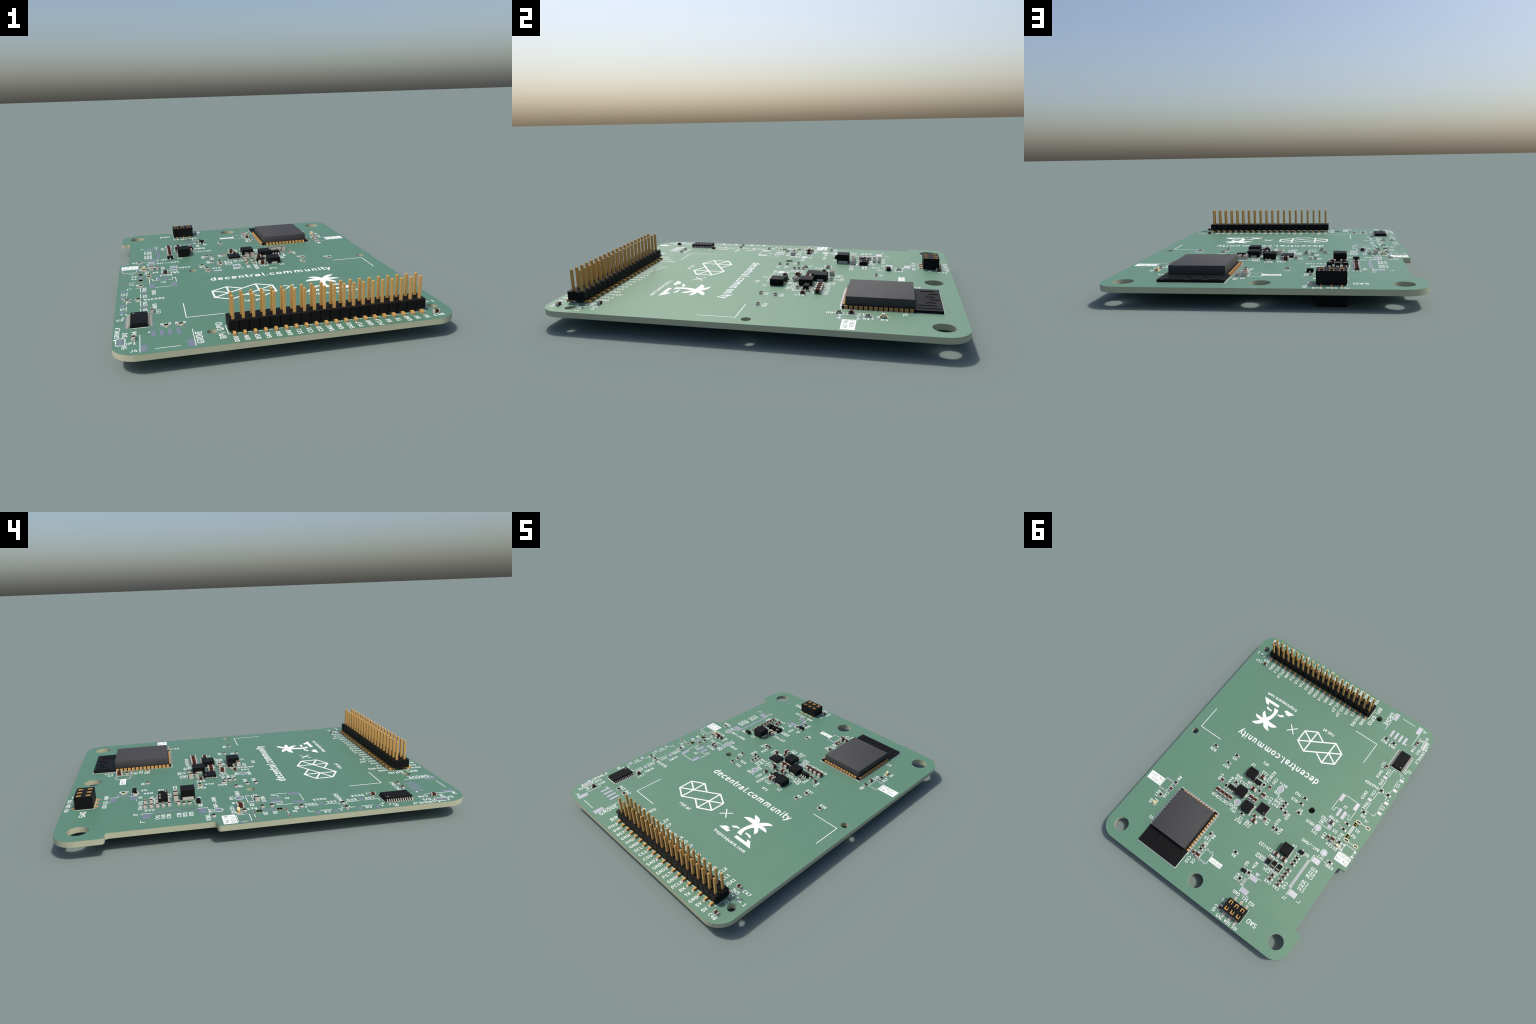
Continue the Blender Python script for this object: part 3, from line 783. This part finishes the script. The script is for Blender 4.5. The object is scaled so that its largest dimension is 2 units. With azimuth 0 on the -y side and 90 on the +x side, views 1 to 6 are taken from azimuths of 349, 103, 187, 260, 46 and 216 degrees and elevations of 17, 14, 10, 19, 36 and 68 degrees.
# solder bridge: three lands with copper showing in the gaps
o = put("bridge_land", boxes_mesh("bridge_land", COPPER, [(-0.5, 0.5, -1.5, 1.5, 0, 0.03)]), -40.55, -47.32)
pad(0, 0, 1.25, 1.2, o)
for s in (-1, 1):
    half = [(0.64, 0)] + arc(0.02, 0.42, 0.62, 0, 180, 10) + [(-0.60, 0)]
    put("solder_pad", prism_mesh("solder_pad", PAD, half, 0, PAD_H), 0, s * 0.74, 0, 0 if s > 0 else 180, o)

# ----------------------------------------------------------------- pin header
HDR = put("pin_header", None, 10.15, HEADER_Y)
block = []
c = 0.3
cells = bmesh.new()
for x in PIN_X:
    u = x - 10.15
    add_prism(cells, [(u - 1.27 + c * 0.5, -2.54), (u + 1.27 - c * 0.5, -2.54), (u + 1.27, -2.54 + c), (u + 1.27, 2.54 - c), (u + 1.27 - c * 0.5, 2.54), (u - 1.27 + c * 0.5, 2.54), (u - 1.27, 2.54 - c), (u - 1.27, -2.54 + c)], 0.80, 3.26)
bmesh.ops.remove_doubles(cells, verts=cells.verts, dist=0.002 * MM)
inner = [f for f in cells.faces if abs(f.normal.x) > 0.9 and abs(f.calc_center_median().x) < 25 * MM]
bmesh.ops.delete(cells, geom=inner, context='FACES')
bpy.data.objects.remove(HDR)
HDR = put("pin_header", finish(cells, BLACK, "pin_header"), 10.15, HEADER_Y)

bm = bmesh.new()
add_box(bm, -0.32, 0.32, -0.32, 0.32, 3.0, 9.33)
top = [e for e in bm.edges if all(v.co.z > 9 * MM for v in e.verts)]
bmesh.ops.bevel(bm, geom=top, offset=0.16 * MM, segments=1, affect='EDGES')
pin_mesh = finish(bm, GOLD, "header_pin")
foot_mesh = strip_mesh("header_foot", GOLD, [(-0.9, 0.95), (0.75, 0.95), (1.0, PAD_H + 0.62), (2.26, PAD_H + 0.60), (2.40, PAD_H + 0.45), (2.40, PAD_H + 0.12), (2.3, PAD_H), (0.7, PAD_H), (0.2, 0.4), (-0.9, 0.4)], 0.64)
for x in PIN_X:
    for s in (-1, 1):
        put("header_pin", pin_mesh, x - 10.15, s * 1.27, 0, 0, HDR)
        put("header_foot", foot_mesh, x - 10.15, s * 1.27, 0, 0 if s > 0 else 180, HDR)
        pad(x - 10.15, s * 2.53, 1.0, 3.15, HDR)

# ------------------------------------------------ six-way sockets, above and below


def socket(x, y, height, upside_down=False):
    """Block with six square wells, each well lined by a U of gold strip."""
    w, d, well, deep = 7.78, 4.9, 1.36, 1.6
    xs = sorted([-w / 2, w / 2] + [k * 2.54 + s * well / 2 for k in (-1, 0, 1) for s in (-1, 1)])
    ys = sorted([-d / 2, d / 2] + [k * 1.27 + s * well / 2 for k in (-1, 1) for s in (-1, 1)])
    bm = bmesh.new()
    z0 = 0.32

    def quad(*p):
        bm.faces.new([bm.verts.new(Vector(q) * MM) for q in p])

    for i in range(7):
        for j in range(5):
            a, b, e, f = xs[i], xs[i + 1], ys[j], ys[j + 1]
            pit = i in (1, 3, 5) and j in (1, 3)
            z = height - deep if pit else height
            quad((a, e, z), (b, e, z), (b, f, z), (a, f, z))
            if pit:
                for (p, q) in (((a, e), (b, e)), ((b, e), (b, f)), ((b, f), (a, f)), ((a, f), (a, e))):
                    quad((*p, height), (*q, height), (*q, z), (*p, z))
    X, Y = w / 2, d / 2
    for (p, q) in (((-X, -Y), (X, -Y)), ((X, -Y), (X, Y)), ((X, Y), (-X, Y)), ((-X, Y), (-X, -Y))):
        quad((*p, z0), (*q, z0), (*q, height), (*p, height))
    quad((-X, Y, z0), (X, Y, z0), (X, -Y, z0), (-X, -Y, z0))
    bmesh.ops.remove_doubles(bm, verts=bm.verts, dist=0.001 * MM)
    body = finish(bm, BLACK, "socket")
    o = put("socket", body, x, y, TOP)
    if upside_down:
        o.location.z = (TOP - THICK) * MM
        o.rotation_euler = (math.pi, 0, 0)
    g, t, rim = 0.36, 0.3, height - 0.12
    u_shape = boxes_mesh("socket_contact", GOLD, [(-g - t, g + t, -g - t, -g, height - deep, rim),
                                                  (-g - t, -g, -g, g + t, height - deep, rim), (g, g + t, -g, g + t, height - deep, rim)])
    for k in (-1, 0, 1):
        for s in (-1, 1):
            # each U opens towards the block's middle line
            put("socket_contact", u_shape, k * 2.54, s * 1.27, 0, 0 if s < 0 else 180, o)
            leg = strip_mesh("socket_leg", GOLD, [(1.9, PAD_H + 0.22), (3.45, PAD_H + 0.22), (3.55, PAD_H + 0.12), (3.55, PAD_H), (1.9, PAD_H)], 0.42) if k == -1 and s == -1 else leg
            put("socket_leg", leg, k * 2.54, 0, 0, 0 if s > 0 else 180, o)
            pad(k * 2.54, s * 2.62, 0.9, 3.1, o)
    return o


socket(-18.35, 49.03, 3.72)
socket(-18.35, 49.03, TOP - THICK - 0.0, True)

# ------------------------------------------------------------- radio module
MX, MY = 18.2, 37.03


def notched_outline():
    """Module board plan with a half-round bite at every edge contact."""
    hw, hd, r = 9.0, 12.675, 0.29
    pts = [(-hw, -hd)]
    for i in range(12):
        pts += arc(-6.985 + 1.27 * i, -hd, r, 180, 0, 6)
    pts.append((hw, -hd))
    for i in range(14):
        pts += arc(hw, 25.40 + 1.27 * i - MY, r, 270, 90, 6)
    pts += [(hw, hd), (-hw, hd)]
    for i in reversed(range(14)):
        pts += arc(-hw, 25.40 + 1.27 * i - MY, r, 90, -90, 6)
    return pts


MOD = put("radio_module", prism_mesh("radio_module", BLACK, notched_outline(), PAD_H + 0.01, 0.76), MX, MY)
can = box_mesh("shield_can", SHIELD, 15.95, 17.6, 0.74, 3.10, 0.06, 0.06, 2)
put("shield_can", can, 18.30 - MX, 33.90 - MY, 0, 0, MOD)
put("orientation_mark", prism_mesh("orientation_mark", HOLE, circle(0, 0, 0.22, 16), 3.09, 3.112), 12.55 - MX, 26.95 - MY, 0, 0, MOD)
# printed aerial: a raised meander under the black lacquer
lanes = [(24.6, 25.6, 43.6, 49.15), (22.35, 23.35, 43.6, 48.15), (20.05, 24.6, 48.15, 49.15), (20.05, 21.05, 45.65, 48.15), (18.55, 20.05, 45.65, 46.65), (17.55, 18.55, 45.65, 49.15),
         (15.25, 17.55, 48.15, 49.15), (15.25, 16.3, 45.65, 48.15), (13.8, 15.25, 45.65, 46.65), (12.8, 13.8, 45.65, 49.15), (10.5, 12.8, 48.15, 49.15), (10.5, 11.5, 44.6, 48.15)]
put("antenna", boxes_mesh("antenna", BLACK, [(a - MX, b - MX, e - MY, f - MY, 0.74, 0.90 + 0.0015 * (i % 3)) for i, (a, b, e, f) in enumerate(lanes)]), 0, 0, 0, 0, MOD)
# castellated edge contacts: gold wrapped round a half-round notch
notch = [(-0.45, 0.02), (-0.27, 0.02)] + arc(0, 0.02, 0.265, 180, 360, 8)[1:-1] + [(0.27, 0.02), (0.45, 0.02), (0.45, -0.55), (-0.45, -0.55)]
cast = prism_mesh("edge_contact", GOLD, notch, PAD_H, 0.785)
for i in range(14):
    y = 25.40 + 1.27 * i - MY
    for s in (-1, 1):
        put("edge_contact", cast, s * 9.03, y, 0, -90 * s, MOD)
        pad(s * 8.98, y, 1.5, 0.9, MOD)
for i in range(12):
    x = -6.985 + 1.27 * i
    put("edge_contact", cast, x, -12.70, 0, 180, MOD)
    pad(x, -12.66, 0.9, 1.5, MOD)
